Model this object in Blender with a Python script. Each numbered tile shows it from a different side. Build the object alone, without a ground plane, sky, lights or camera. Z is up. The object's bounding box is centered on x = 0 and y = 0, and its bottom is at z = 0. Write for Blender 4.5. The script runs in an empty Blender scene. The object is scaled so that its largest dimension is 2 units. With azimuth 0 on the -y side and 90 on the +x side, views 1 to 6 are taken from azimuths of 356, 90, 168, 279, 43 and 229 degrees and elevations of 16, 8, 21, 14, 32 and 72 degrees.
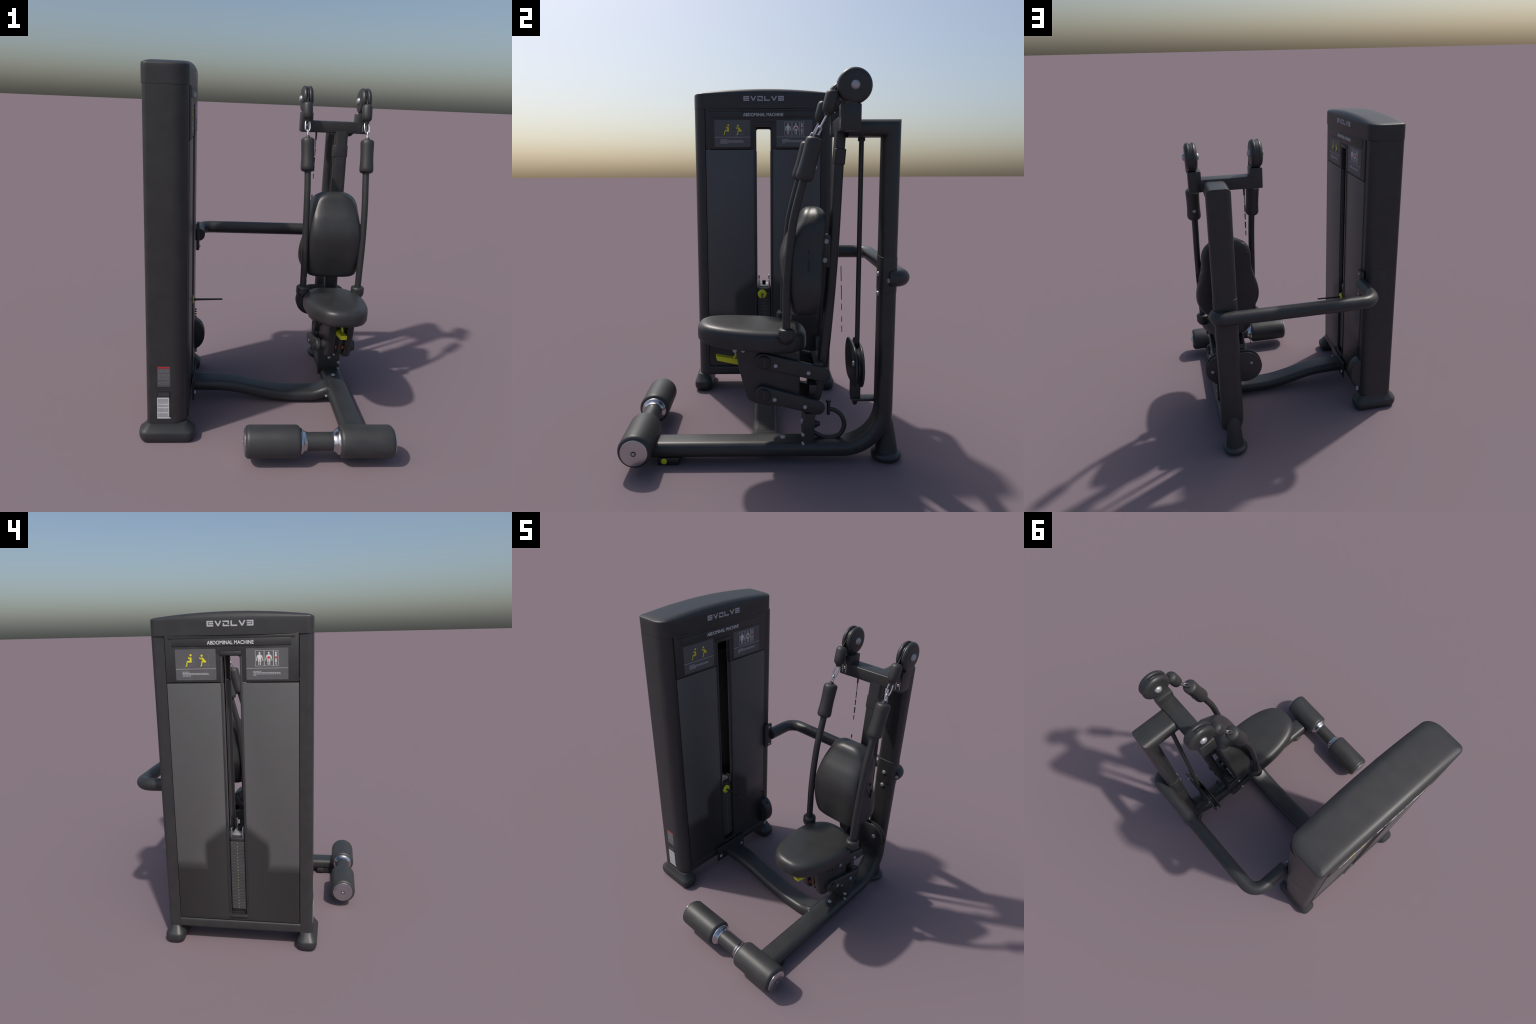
# Selectorised abdominal exercise machine: weight tower, bent-tube frame,
# padded seat and back, overhead pulleys, hanging lever handles, foot rollers.
import bpy, bmesh, math
import numpy as np
from mathutils import Vector, Matrix

# ---------------------------------------------------------------- materials
def material(name, base, rough=0.5, metallic=0.0, var=0.12, scale=14.0, bump=0.0,
             bump_scale=300.0, spec=0.5):
    m = bpy.data.materials.new(name)
    m.use_nodes = True
    nt = m.node_tree
    b = nt.nodes["Principled BSDF"]
    b.inputs["Metallic"].default_value = metallic
    b.inputs["Specular IOR Level"].default_value = spec
    tc = nt.nodes.new("ShaderNodeTexCoord")
    n = nt.nodes.new("ShaderNodeTexNoise")
    n.inputs["Scale"].default_value = scale
    n.inputs["Detail"].default_value = 4.0
    nt.links.new(tc.outputs["Object"], n.inputs["Vector"])
    r = nt.nodes.new("ShaderNodeValToRGB")
    r.color_ramp.elements[0].position = 0.3
    r.color_ramp.elements[1].position = 0.7
    lo = [c * (1 - var) for c in base]
    hi = [c * (1 + var) for c in base]
    r.color_ramp.elements[0].color = (*lo, 1)
    r.color_ramp.elements[1].color = (*hi, 1)
    nt.links.new(n.outputs["Fac"], r.inputs["Fac"])
    nt.links.new(r.outputs["Color"], b.inputs["Base Color"])
    mr = nt.nodes.new("ShaderNodeMapRange")
    mr.inputs["To Min"].default_value = rough - 0.04
    mr.inputs["To Max"].default_value = rough + 0.04
    nt.links.new(n.outputs["Fac"], mr.inputs["Value"])
    nt.links.new(mr.outputs["Result"], b.inputs["Roughness"])
    if bump > 0:
        n2 = nt.nodes.new("ShaderNodeTexNoise")
        n2.inputs["Scale"].default_value = bump_scale
        nt.links.new(tc.outputs["Object"], n2.inputs["Vector"])
        bp = nt.nodes.new("ShaderNodeBump")
        bp.inputs["Strength"].default_value = bump
        bp.inputs["Distance"].default_value = 0.002
        nt.links.new(n2.outputs["Fac"], bp.inputs["Height"])
        nt.links.new(bp.outputs["Normal"], b.inputs["Normal"])
    return m

CHAR = (0.030, 0.0305, 0.031)
M_frame = material("frame_paint", CHAR, 0.42, bump=0.04)
M_tower = material("tower_paint", (0.030, 0.030, 0.031), 0.45, bump=0.04)
M_header = material("header_plastic", (0.030, 0.030, 0.031), 0.45)
M_vinyl = material("vinyl_upholstery", (0.031, 0.031, 0.031), 0.42, bump=0.08, bump_scale=500)
M_foam = material("foam_rubber", (0.034, 0.034, 0.034), 0.48, bump=0.1, bump_scale=600)
M_rubber = material("foot_rubber", (0.028, 0.029, 0.030), 0.45)
M_black = material("black_plastic", (0.016, 0.016, 0.017), 0.4)
M_plate = material("weight_iron", (0.05, 0.05, 0.052), 0.5)
M_chrome = material("chrome", (0.55, 0.55, 0.57), 0.24, metallic=1.0, var=0.05)
M_bolt = material("bolt_steel", (0.42, 0.42, 0.44), 0.45, metallic=0.5, var=0.12, scale=60)
M_yellow = material("yellow_plastic", (0.62, 0.62, 0.015), 0.45, var=0.05)
M_sign = material("sign_grey", (0.095, 0.095, 0.10), 0.5, var=0.06)
M_white = material("white_print", (0.62, 0.62, 0.62), 0.5, var=0.05)
M_silver = material("silver_print", (0.43, 0.43, 0.45), 0.5, var=0.05)
M_figyel = material("yellow_print", (0.72, 0.62, 0.02), 0.5, var=0.05)
M_red = material("red_print", (0.55, 0.02, 0.02), 0.5, var=0.05)
M_ink = material("grey_print", (0.2, 0.2, 0.21), 0.5, var=0.05)
M_dot = material("faded_print", (0.30, 0.28, 0.12), 0.5, var=0.1)
M_orange = material("orange_plastic", (0.4, 0.05, 0.015), 0.5, var=0.05)

def shroud_material():
    """opaque panel colour: light grey above, soft dark patch round the slot
    and a dark area across the bottom"""
    m = bpy.data.materials.new("dark_patched_shroud")
    m.use_nodes = True
    nt = m.node_tree
    N, L = nt.nodes, nt.links
    b = N["Principled BSDF"]
    b.inputs["Roughness"].default_value = 0.4
    tc = N.new("ShaderNodeTexCoord")
    sep = N.new("ShaderNodeSeparateXYZ")
    L.new(tc.outputs["Object"], sep.inputs[0])
    def mth(op, a, c=None):
        n = N.new("ShaderNodeMath"); n.operation = op
        for i, v in enumerate((a, c)):
            if v is None: continue
            if isinstance(v, (int, float)): n.inputs[i].default_value = v
            else: L.new(v, n.inputs[i])
        return n.outputs[0]
    def step(v, a, c):
        n = N.new("ShaderNodeMapRange"); n.interpolation_type = 'SMOOTHSTEP'
        n.inputs["From Min"].default_value = a; n.inputs["From Max"].default_value = c
        L.new(v, n.inputs["Value"])
        return n.outputs["Result"]
    ay = mth('ABSOLUTE', sep.outputs["Y"])
    roof = mth('SUBTRACT', 0.80, mth('MULTIPLY', mth('MAXIMUM', mth('SUBTRACT', ay, 0.05), 0.0), 0.8))
    inz = step(mth('SUBTRACT', roof, sep.outputs["Z"]), -0.03, 0.05)
    iny = step(ay, 0.215, 0.175)
    stack = mth('MULTIPLY', inz, iny)  # mask of the dark patch painted round the slot
    low = step(sep.outputs["Z"], 0.57, 0.50)
    edge = step(sep.outputs["Z"], 0.502, 0.496)
    dark = mth('MAXIMUM', stack, mth('MULTIPLY', low, 0.85))
    dark = mth('MINIMUM', mth('ADD', dark, mth('MULTIPLY', edge, 0.15)), 1.0)
    n = N.new("ShaderNodeTexNoise"); n.inputs["Scale"].default_value = 9
    L.new(tc.outputs["Object"], n.inputs["Vector"])
    mix = N.new("ShaderNodeMixRGB")
    mix.inputs[1].default_value = (0.092, 0.091, 0.092, 1)
    mix.inputs[2].default_value = (0.030, 0.0295, 0.030, 1)
    L.new(dark, mix.inputs[0])
    mul = N.new("ShaderNodeMixRGB"); mul.blend_type = 'MULTIPLY'
    mul.inputs[0].default_value = 0.12
    L.new(mix.outputs[0], mul.inputs[1]); L.new(n.outputs["Color"], mul.inputs[2])
    L.new(mul.outputs[0], b.inputs["Base Color"])
    return m
M_shroud = shroud_material()

# ------------------------------------------------------------------ helpers
ROOT = bpy.data.objects.new("exercise_machine", None)
bpy.context.scene.collection.objects.link(ROOT)
ROOT["label"] = "dark grey abdominal gym machine with weight tower and seat"
ROOT["category"] = "gym machine"

def finish(bm, name, mats, parent=None, smooth=35.0, loc=None):
    bmesh.ops.remove_doubles(bm, verts=bm.verts, dist=1e-6)
    bmesh.ops.recalc_face_normals(bm, faces=bm.faces)
    lim = math.radians(smooth)
    for f in bm.faces:
        f.smooth = True
    for e in bm.edges:
        if len(e.link_faces) == 2:
            e.smooth = e.calc_face_angle(0) < lim
    me = bpy.data.meshes.new(name)
    bm.to_mesh(me); bm.free()
    for m in (mats if isinstance(mats, (list, tuple)) else [mats]):
        me.materials.append(m)
    o = bpy.data.objects.new(name, me)
    bpy.context.scene.collection.objects.link(o)
    o.parent = parent or ROOT
    if loc is not None:
        o.location = loc
    return o

def clone(o, name, loc, parent=None, rot=None):
    c = o.copy(); c.name = name
    bpy.context.scene.collection.objects.link(c)
    c.parent = parent or o.parent
    c.location = loc
    if rot is not None: c.rotation_euler = rot
    return c

def absorb(bm, other, mat=0):
    for f in other.faces: f.material_index = mat
    me = bpy.data.meshes.new("tmp"); other.to_mesh(me); other.free()
    bm.from_mesh(me); bpy.data.meshes.remove(me)

def loft(rings, cap=True, closed=True):
    """rings: list of equal-length point lists"""
    bm = bmesh.new()
    vs = [[bm.verts.new(p) for p in r] for r in rings]
    n = len(rings[0])
    for a, b in zip(vs[:-1], vs[1:]):
        for i in range(n if closed else n - 1):
            j = (i + 1) % n
            try: bm.faces.new((a[i], a[j], b[j], b[i]))
            except ValueError: pass
    if cap:
        bm.faces.new(vs[0][::-1]); bm.faces.new(vs[-1])
    return bm

def rrect(w, h, r, n=5):
    """rounded rectangle, centre 0, full sizes w,h"""
    r = min(r, w / 2 - 1e-4, h / 2 - 1e-4)
    out = []
    for k, (sx, sy) in enumerate(((1, 1), (-1, 1), (-1, -1), (1, -1))):
        for i in range(n + 1):
            a = math.pi / 2 * (k + i / n)
            out.append((sx * (w / 2 - r) + r * math.cos(a), sy * (h / 2 - r) + r * math.sin(a)))
    return out

def circle(r, n=28):
    return [(r * math.cos(2 * math.pi * i / n), r * math.sin(2 * math.pi * i / n)) for i in range(n)]

def fillet(pts, rads, n=12):
    pts = [Vector(p) for p in pts]
    out = [pts[0]]
    for i in range(1, len(pts) - 1):
        r = rads[i - 1]
        p, a, b = pts[i], (pts[i - 1] - pts[i]).normalized(), (pts[i + 1] - pts[i]).normalized()
        ang = a.angle(b)
        if r <= 0 or abs(ang - math.pi) < 1e-3:
            out.append(p); continue
        d = r / math.tan(ang / 2)
        c = p + (a + b).normalized() * (r / math.sin(ang / 2))
        s, e = p + a * d - c, p + b * d - c
        th = s.angle(e)
        for k in range(n + 1):
            t = k / n
            out.append(c + (s * math.sin((1 - t) * th) + e * math.sin(t * th)) / math.sin(th))
    out.append(pts[-1])
    return out

def spline(pts, n=8):
    pts = [Vector(p) for p in pts]
    P = [2 * pts[0] - pts[1]] + pts + [2 * pts[-1] - pts[-2]]
    out = []
    for i in range(1, len(P) - 2):
        for k in range(n):
            t = k / n
            a, b, c, d = P[i - 1], P[i], P[i + 1], P[i + 2]
            out.append(0.5 * ((2 * b) + (c - a) * t + (2 * a - 5 * b + 4 * c - d) * t * t + (3 * b - a - 3 * c + d) * t ** 3))
    out.append(pts[-1])
    return out

def sweep(path, sec, side, round_end=(0, 0)):
    """sweep a 2D section (s along `side`, t along side x tangent), mitred"""
    path = [Vector(p) for p in path]
    side = Vector(side).normalized()
    rings = []
    n = len(path)
    for i, p in enumerate(path):
        t1 = (path[i] - path[i - 1]).normalized() if i else (path[1] - path[0]).normalized()
        t2 = (path[i + 1] - path[i]).normalized() if i < n - 1 else t1
        t = (t1 + t2).normalized()
        s = (side - t * side.dot(t)).normalized()
        nn = t.cross(s)
        k = 1 / max(0.3, math.cos(t1.angle(t2) / 2)) if t1.dot(t2) < 0.99999 else 1
        def ring(sc=1.0, off=0.0):
            m = min(max(abs(a) for a, _ in sec), max(abs(b) for _, b in sec))
            out = []
            for a, b in sec:
                # inset by absolute amount for rounded ends
                ins = (1 - sc) * m
                aa = math.copysign(max(abs(a) - ins, 0), a); bb = math.copysign(max(abs(b) - ins, 0), b)
                out.append(p + t * off + s * aa + nn * (bb * k))
            return out
        if i == 0 and round_end[0] > 0:
            r = round_end[0]; m = min(max(abs(a) for a, _ in sec), max(abs(b) for _, b in sec))
            for q in range(5):
                a = math.pi / 2 * q / 5
                rings.append(ring(1 - (r / m) * (1 - math.sin(a)), -0 + r * (1 - math.cos(a)) ))
            # reorder: outermost first
            rings = [ring(1 - (r / m) * (1 - math.sin(math.pi / 2 * q / 5)), r - r * math.cos(math.pi / 2 * q / 5)) for q in range(6)]
            continue
        if i == n - 1 and round_end[1] > 0:
            r = round_end[1]; m = min(max(abs(a) for a, _ in sec), max(abs(b) for _, b in sec))
            rings += [ring(1 - (r / m) * (1 - math.cos(math.pi / 2 * q / 5)), -r + r * math.sin(math.pi / 2 * q / 5)) for q in range(6)]
            continue
        rings.append(ring())
    return loft(rings)

def lathe(profile, axis, origin=(0, 0, 0), n=36):
    """profile: (distance along axis, radius)"""
    ax = Vector(axis).normalized()
    u = ax.orthogonal().normalized(); v = ax.cross(u)
    o = Vector(origin)
    rings = []
    for d, r in profile:
        r = max(r, 1e-5)
        rings.append([o + ax * d + (u * math.cos(2 * math.pi * i / n) + v * math.sin(2 * math.pi * i / n)) * r for i in range(n)])
    return loft(rings)

def rod(a, b, r, n=20, r2=None):
    a, b = Vector(a), Vector(b)
    L = (b - a).length
    return lathe([(0, r), (L, r if r2 is None else r2)], b - a, a, n)

def box(c, s, bev=0.004, seg=2, rot=None):
    bm = bmesh.new()
    bmesh.ops.create_cube(bm, size=1)
    bmesh.ops.scale(bm, vec=Vector(s), verts=bm.verts)
    if bev > 0:
        bmesh.ops.bevel(bm, geom=bm.edges[:], offset=bev, segments=seg, profile=0.5, affect='EDGES')
    if rot is not None:
        bmesh.ops.rotate(bm, matrix=rot, verts=bm.verts)
    bmesh.ops.translate(bm, vec=Vector(c), verts=bm.verts)
    return bm

def prism(poly, axis, a0, a1, bev=0.004, seg=2):
    """extrude a polygon; axis 'x': poly is (y,z); 'y': (x,z); 'z': (x,y)"""
    bm = bmesh.new()
    def P(p, d):
        return {'x': (d, p[0], p[1]), 'y': (p[0], d, p[1]), 'z': (p[0], p[1], d)}[axis]
    lo = [bm.verts.new(P(p, a0)) for p in poly]
    hi = [bm.verts.new(P(p, a1)) for p in poly]
    n = len(poly)
    for i in range(n):
        j = (i + 1) % n
        bm.faces.new((lo[i], lo[j], hi[j], hi[i]))
    f0 = bm.faces.new(lo[::-1]); f1 = bm.faces.new(hi)
    bmesh.ops.recalc_face_normals(bm, faces=bm.faces)
    if bev > 0:
        ed = list({e for f in (f0, f1) for e in f.edges})
        bmesh.ops.bevel(bm, geom=ed, offset=bev, segments=seg, profile=0.5, affect='EDGES')
    return bm

def capsule(p, q, r0, r1=None, n=14):
    """2D outline of a tapered capsule from p (radius r0) to q (radius r1)"""
    r1 = r0 if r1 is None else r1
    a = math.atan2(q[1] - p[1], q[0] - p[0])
    out = []
    for i in range(n + 1):
        t = a + math.pi / 2 + math.pi * i / n
        out.append((p[0] + r0 * math.cos(t), p[1] + r0 * math.sin(t)))
    for i in range(n + 1):
        t = a - math.pi / 2 + math.pi * i / n
        out.append((q[0] + r1 * math.cos(t), q[1] + r1 * math.sin(t)))
    return out

def bolt_mesh(name="bolt", r=0.009, h=0.006):
    bm = lathe([(-0.004, r), (h * 0.4, r), (h * 0.8, r * 0.85), (h, r * 0.5), (h * 0.92, r * 0.3), (h * 0.92, 0)], (1, 0, 0), n=16)
    return bm
_bolt = None
def bolt(loc, direction, scale=1.0, parent=None):
    """dome-head bolt, shared mesh, pointing along direction"""
    global _bolt
    q = Vector((1, 0, 0)).rotation_difference(Vector(direction))
    if _bolt is None:
        _bolt = finish(bolt_mesh(), "bolt", M_bolt, parent)
        o = _bolt
    else:
        o = _bolt.copy(); bpy.context.scene.collection.objects.link(o)
        o.parent = parent or ROOT
    o.location = loc
    o.rotation_euler = q.to_euler()
    o.scale = (scale,) * 3
    return o

# ------------------------------------------------------------- weight tower
TX = -0.525                      # tower centre in x
YC = 0.446                       # outer half width in y
def column_ring(z, grow=0.0, sgn=1):
    """tower upright: flat inside, outer corners soft towards the seat side
    (+x) and tighter on the outer side"""
    hx, yo = 0.107 + grow, (YC if sgn < 0 else YC + 0.006) + grow
    rx, ry, rm = (0.080, 0.056, 0.022) if sgn < 0 else (0.052, 0.046, 0.024)
    pts = [(-hx, 0.374), (hx, 0.374)]
    for i in range(11):
        a = math.pi / 2 * i / 10
        pts.append((hx - rx + rx * math.cos(a), yo - ry + ry * math.sin(a)))
    for i in range(9):
        a = math.pi / 2 + math.pi / 2 * i / 8
        pts.append((-hx + rm + rm * math.cos(a), yo - rm + rm * math.sin(a)))
    return [(TX + p[0], sgn * p[1], z) for p in pts]

columns = {}
for sgn in (-1, 1):
    rings = [column_ring(z, 0, sgn) for z in (0.08, 0.5, 1.0, 1.5, 1.8745)]
    col = finish(loft(rings), "tower_column", M_tower)
    columns[sgn] = col
    # moulded foot shoe
    def foot_ring(z, hx, hy, r):
        return [(TX + a, sgn * 0.414 + b, z) for a, b in rrect(2 * hx, 2 * hy, r, 6)]
    shoe = [foot_ring(0.0, 0.134, 0.046, 0.034), foot_ring(0.006, 0.142, 0.053, 0.038),
            foot_ring(0.024, 0.149, 0.059, 0.042), foot_ring(0.034, 0.1505, 0.0605, 0.043),
            foot_ring(0.054, 0.1505, 0.0605, 0.043), foot_ring(0.061, 0.148, 0.0585, 0.042),
            foot_ring(0.066, 0.143, 0.055, 0.040), foot_ring(0.092, 0.118, 0.041, 0.032),
            foot_ring(0.106, 0.1085, 0.0375, 0.030)]
    finish(loft(shoe), "tower_foot", M_rubber, col, smooth=50)

# cap: convex plan, arched crown, rounded rim
def cap_outline(inset, n=44):
    """plan of the cap, inset inwards, as (dx, y): bowed and softly cornered
    on the +x side, nearly straight with tight corners on the -x side"""
    yy = YC + 0.0035 - inset
    def side(sgn):
        r = max((0.085 if sgn > 0 else 0.030) - inset, 0.004)
        ry = min(r, max(0.062 - inset, 0.004))
        h0, bow = (0.1078, 0.017) if sgn > 0 else (0.1095, 0.0145)
        def hx(y): return max(h0 + bow * (1 - (y / 0.45) ** 2) - inset, 0.0)
        r = min(r, hx(yy - ry))
        p = []
        for i in range(9):
            a = math.pi / 2 * (1 - i / 9)
            p.append((hx(yy - ry) - r + r * math.cos(a), -(yy - ry) - ry * math.sin(a)))
        for i in range(n + 1):
            y = (yy - ry) * (2 * i / n - 1)
            p.append((hx(y), y))
        for i in range(1, 10):
            a = math.pi / 2 * i / 9
            p.append((hx(yy - ry) - r + r * math.cos(a), (yy - ry) + ry * math.sin(a)))
        return p
    right, left = side(1), side(-1)
    return [(a, b + 0.003) for a, b in right] + [(-a, b + 0.003) for a, b in left[::-1]]
RIM = 1.967
def crown(y): return RIM + 0.006 + 0.027 * (1 - min(1, abs(y) / 0.45) ** 2)
rings = []
for z, ins in ((1.872, 0.004), (1.876, 0.0), (1.91, 0.0), (1.940, 0.0), (RIM - 0.010, 0.0), (RIM - 0.004, 0.0008)):
    rings.append([(TX + a, b, z) for a, b in cap_outline(ins)])
# the top swells from a straight rim to an arched crown
for ins, k in ((0.002, 0.15), (0.005, 0.35), (0.009, 0.53), (0.015, 0.71), (0.022, 0.85), (0.031, 0.95), (0.042, 0.99), (0.06, 1.0), (0.085, 1.0)):
    rings.append([(TX + a, b, RIM - 0.002 + (crown(b) + 0.002 - RIM) * k) for a, b in cap_outline(ins)])
rings.append([(TX, b, crown(b)) for a, b in cap_outline(0.09)])
bm = loft(rings, cap=False)
bm.faces.new([bm.verts.new(p) for p in rings[0][::-1]])
cap = finish(bm, "tower_cap", M_tower, smooth=40)

# shrouds (U with a slot) and header frames on both faces
FACE = {1: TX + 0.113, -1: TX - 0.113}
headers = {}
for f in (1, -1):
    x0, x1 = sorted((FACE[f], FACE[f] - f * 0.022))
    e = 0.3705
    shroud = [(-e, 0.168), (e, 0.168), (e, 1.618), (0.046, 1.618), (0.046, 0.207),
              (-0.046, 0.207), (-0.046, 1.618), (-e, 1.618)]
    finish(prism(shroud, 'x', x0, x1, 0.004), "shroud_panel", M_shroud)
    # header: raised frame with notch for the slot
    x0, x1 = sorted((FACE[f] + f * 0.002, FACE[f] - f * 0.028))
    arch = [(0.048, 1.622)] + [(0.048 - 0.012 * (1 - math.cos(a)), 1.752 + 0.012 * math.sin(a)) for a in (0, 0.5, 1.0, 1.57)]
    head = [(-e, 1.622)] + [(-p[0], p[1]) for p in arch] + arch[::-1] + [(e, 1.622), (e, 1.884), (-e, 1.884)]
    # order: left bottom -> slot left -> slot top -> slot right -> right bottom -> top
    hd = finish(prism(head, 'x', x0, x1, 0.005), "header_panel", M_header)
    headers[f] = hd
    # raised rim around the sign field, as a shallow moulding
    bm = box((FACE[f] + f * 0.002, 0, 1.866), (0.006, 0.70, 0.016), 0.0028)
    absorb(bm, box((FACE[f] + f * 0.003, 0, 1.838), (0.004, 0.66, 0.040), 0.0019))
    finish(bm, "header_moulding", M_header, hd)
    # slot surround lip
    bm = box((FACE[f] + f * 0.003, 0, 1.778), (0.008, 0.118, 0.022), 0.0035)
    for s in (-1, 1):
        absorb(bm, box((FACE[f] + f * 0.001, s * 0.055, 0.99), (0.006, 0.012, 1.54), 0.0025))
    absorb(bm, box((FACE[f] + f * 0.002, 0, 0.2), (0.018, 0.11, 0.014), 0.004))
    finish(bm, "slot_trim", M_header, hd)
    # bottom rail between the columns
    finish(sweep([(FACE[f] - f * 0.018, -0.374, 0.134), (FACE[f] - f * 0.018, 0.374, 0.134)], rrect(0.062, 0.038, 0.014), (0, 0, 1)),
           "bottom_rail", M_tower)

# inner closing box at the foot of the tower
finish(box((TX, 0, 0.172), (0.17, 0.742, 0.03), 0.004), "tower_floor", M_black)

# weight stack seen through the slot
stack = finish(box((TX, 0, 0.44), (0.168, 0.34, 0.48), 0.004), "weight_stack", M_plate)
NPL = 20
for i in range(NPL):
    z = 0.2415 + 0.022 * i
    finish(box((TX, 0, z + 0.0105), (0.206, 0.084, 0.0216), 0.0012, 1), "weight_plate", M_plate, stack)
for f in (1, -1):
    for i in range(NPL):
        bm = lathe([(0, 0.0028), (0.0012, 0.0028), (0.0012, 0)], (f, 0, 0), (TX + f * 0.1032, 0, 0.2415 + 0.022 * i + 0.0105), 12)
        finish(bm, "plate_number_dot", M_dot, stack)
finish(box((TX, 0, 0.694), (0.206, 0.086, 0.022), 0.006), "top_plate", M_frame, stack)
for f in (1, -1):
    for s in (-1, 1):
        bm = box((TX + f * 0.085, s * 0.034, 0.733), (0.024, 0.010, 0.062), 0.003)
        finish(bm, "stack_bracket", M_chrome, stack)
finish(box((TX, 0, 0.709), (0.13, 0.07, 0.010), 0.003), "stack_bracket", M_bolt, stack)
finish(rod((TX, 0.0, 0.71), (TX, 0.0, 0.74), 0.012), "cable_socket", M_black, stack)
for s in (-1, 1):
    finish(rod((TX + 0.072, s * 0.074, 0.18), (TX + 0.072, s * 0.074, 1.88), 0.007), "guide_rod", M_chrome)
# selector pin with yellow knob
knob = finish(lathe([(-0.012, 0.014), (-0.008, 0.025), (-0.001, 0.0305), (0.004, 0.029), (0.008, 0.020), (0.010, 0.011), (0.0101, 0)], (1, 0, 0), (-0.414, -0.013, 0.667)),
              "selector_knob", M_yellow)
finish(lathe([(0, 0.008), (0.03, 0.0062), (0.168, 0.005), (0.171, 0.004), (0.172, 0)], (1, 0, 0.03), (-0.405, -0.013, 0.667), 16), "selector_pin", M_black, knob)
finish(rod((-0.50, -0.013, 0.667), (-0.424, -0.013, 0.667), 0.006), "selector_pin", M_bolt, knob)

# ------------------------------------------------------------- printed matter
def face_pt(f, s, t, d):
    """s: viewer's right on that face, t: height, d: how far proud"""
    return Vector((FACE[f] + f * d, f * s, t))

def flat(bm, f, poly, d, th=0.0008):
    """thin raised print of a 2D polygon (s,t) on tower face f"""
    lo = [bm.verts.new(face_pt(f, s, t, d)) for s, t in poly]
    hi = [bm.verts.new(face_pt(f, s, t, d + th)) for s, t in poly]
    n = len(poly)
    bm.faces.new(hi); bm.faces.new(lo[::-1])
    for i in range(n):
        j = (i + 1) % n
        bm.faces.new((lo[i], lo[j], hi[j], hi[i]))

def bar(p, q, w):
    """2D stroke from p to q as a quad"""
    dx, dy = q[0] - p[0], q[1] - p[1]
    l = math.hypot(dx, dy); nx, ny = -dy / l * w / 2, dx / l * w / 2
    return [(p[0] + nx, p[1] + ny), (p[0] - nx, p[1] - ny), (q[0] - nx, q[1] - ny), (q[0] + nx, q[1] + ny)]

def disc(c, r, n=12, sy=1.0):
    return [(c[0] + r * math.cos(2 * math.pi * i / n), c[1] + sy * r * math.sin(2 * math.pi * i / n)) for i in range(n)]

def logo_strokes():
    """squared-off E V O L V and a mirrored E, unit letter 1.0 wide x 0.8 high"""
    w = 0.215
    E = [((0.0, 0.09), (1.0, 0.09)), ((0.3, 0.4), (1.0, 0.4)), ((0.0, 0.71), (1.0, 0.71)), ((0.09, 0.0), (0.09, 0.8))]
    V = [((0.08, 0.8), (0.52, 0.04)), ((0.94, 0.8), (0.50, 0.04))]
    O = [((0.0, 0.71), (0.95, 0.71)), ((0.87, 0.8), (0.87, 0.34)), ((0.12, 0.44), (0.12, 0.0)), ((0.0, 0.09), (1.0, 0.09))]
    Lt = [((0.09, 0.8), (0.09, 0.0)), ((0.0, 0.09), (1.0, 0.09))]
    mE = [((1 - a[0], a[1]), (1 - b[0], b[1])) for a, b in E]
    return [E, V, O, Lt, V, mE], w

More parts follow.
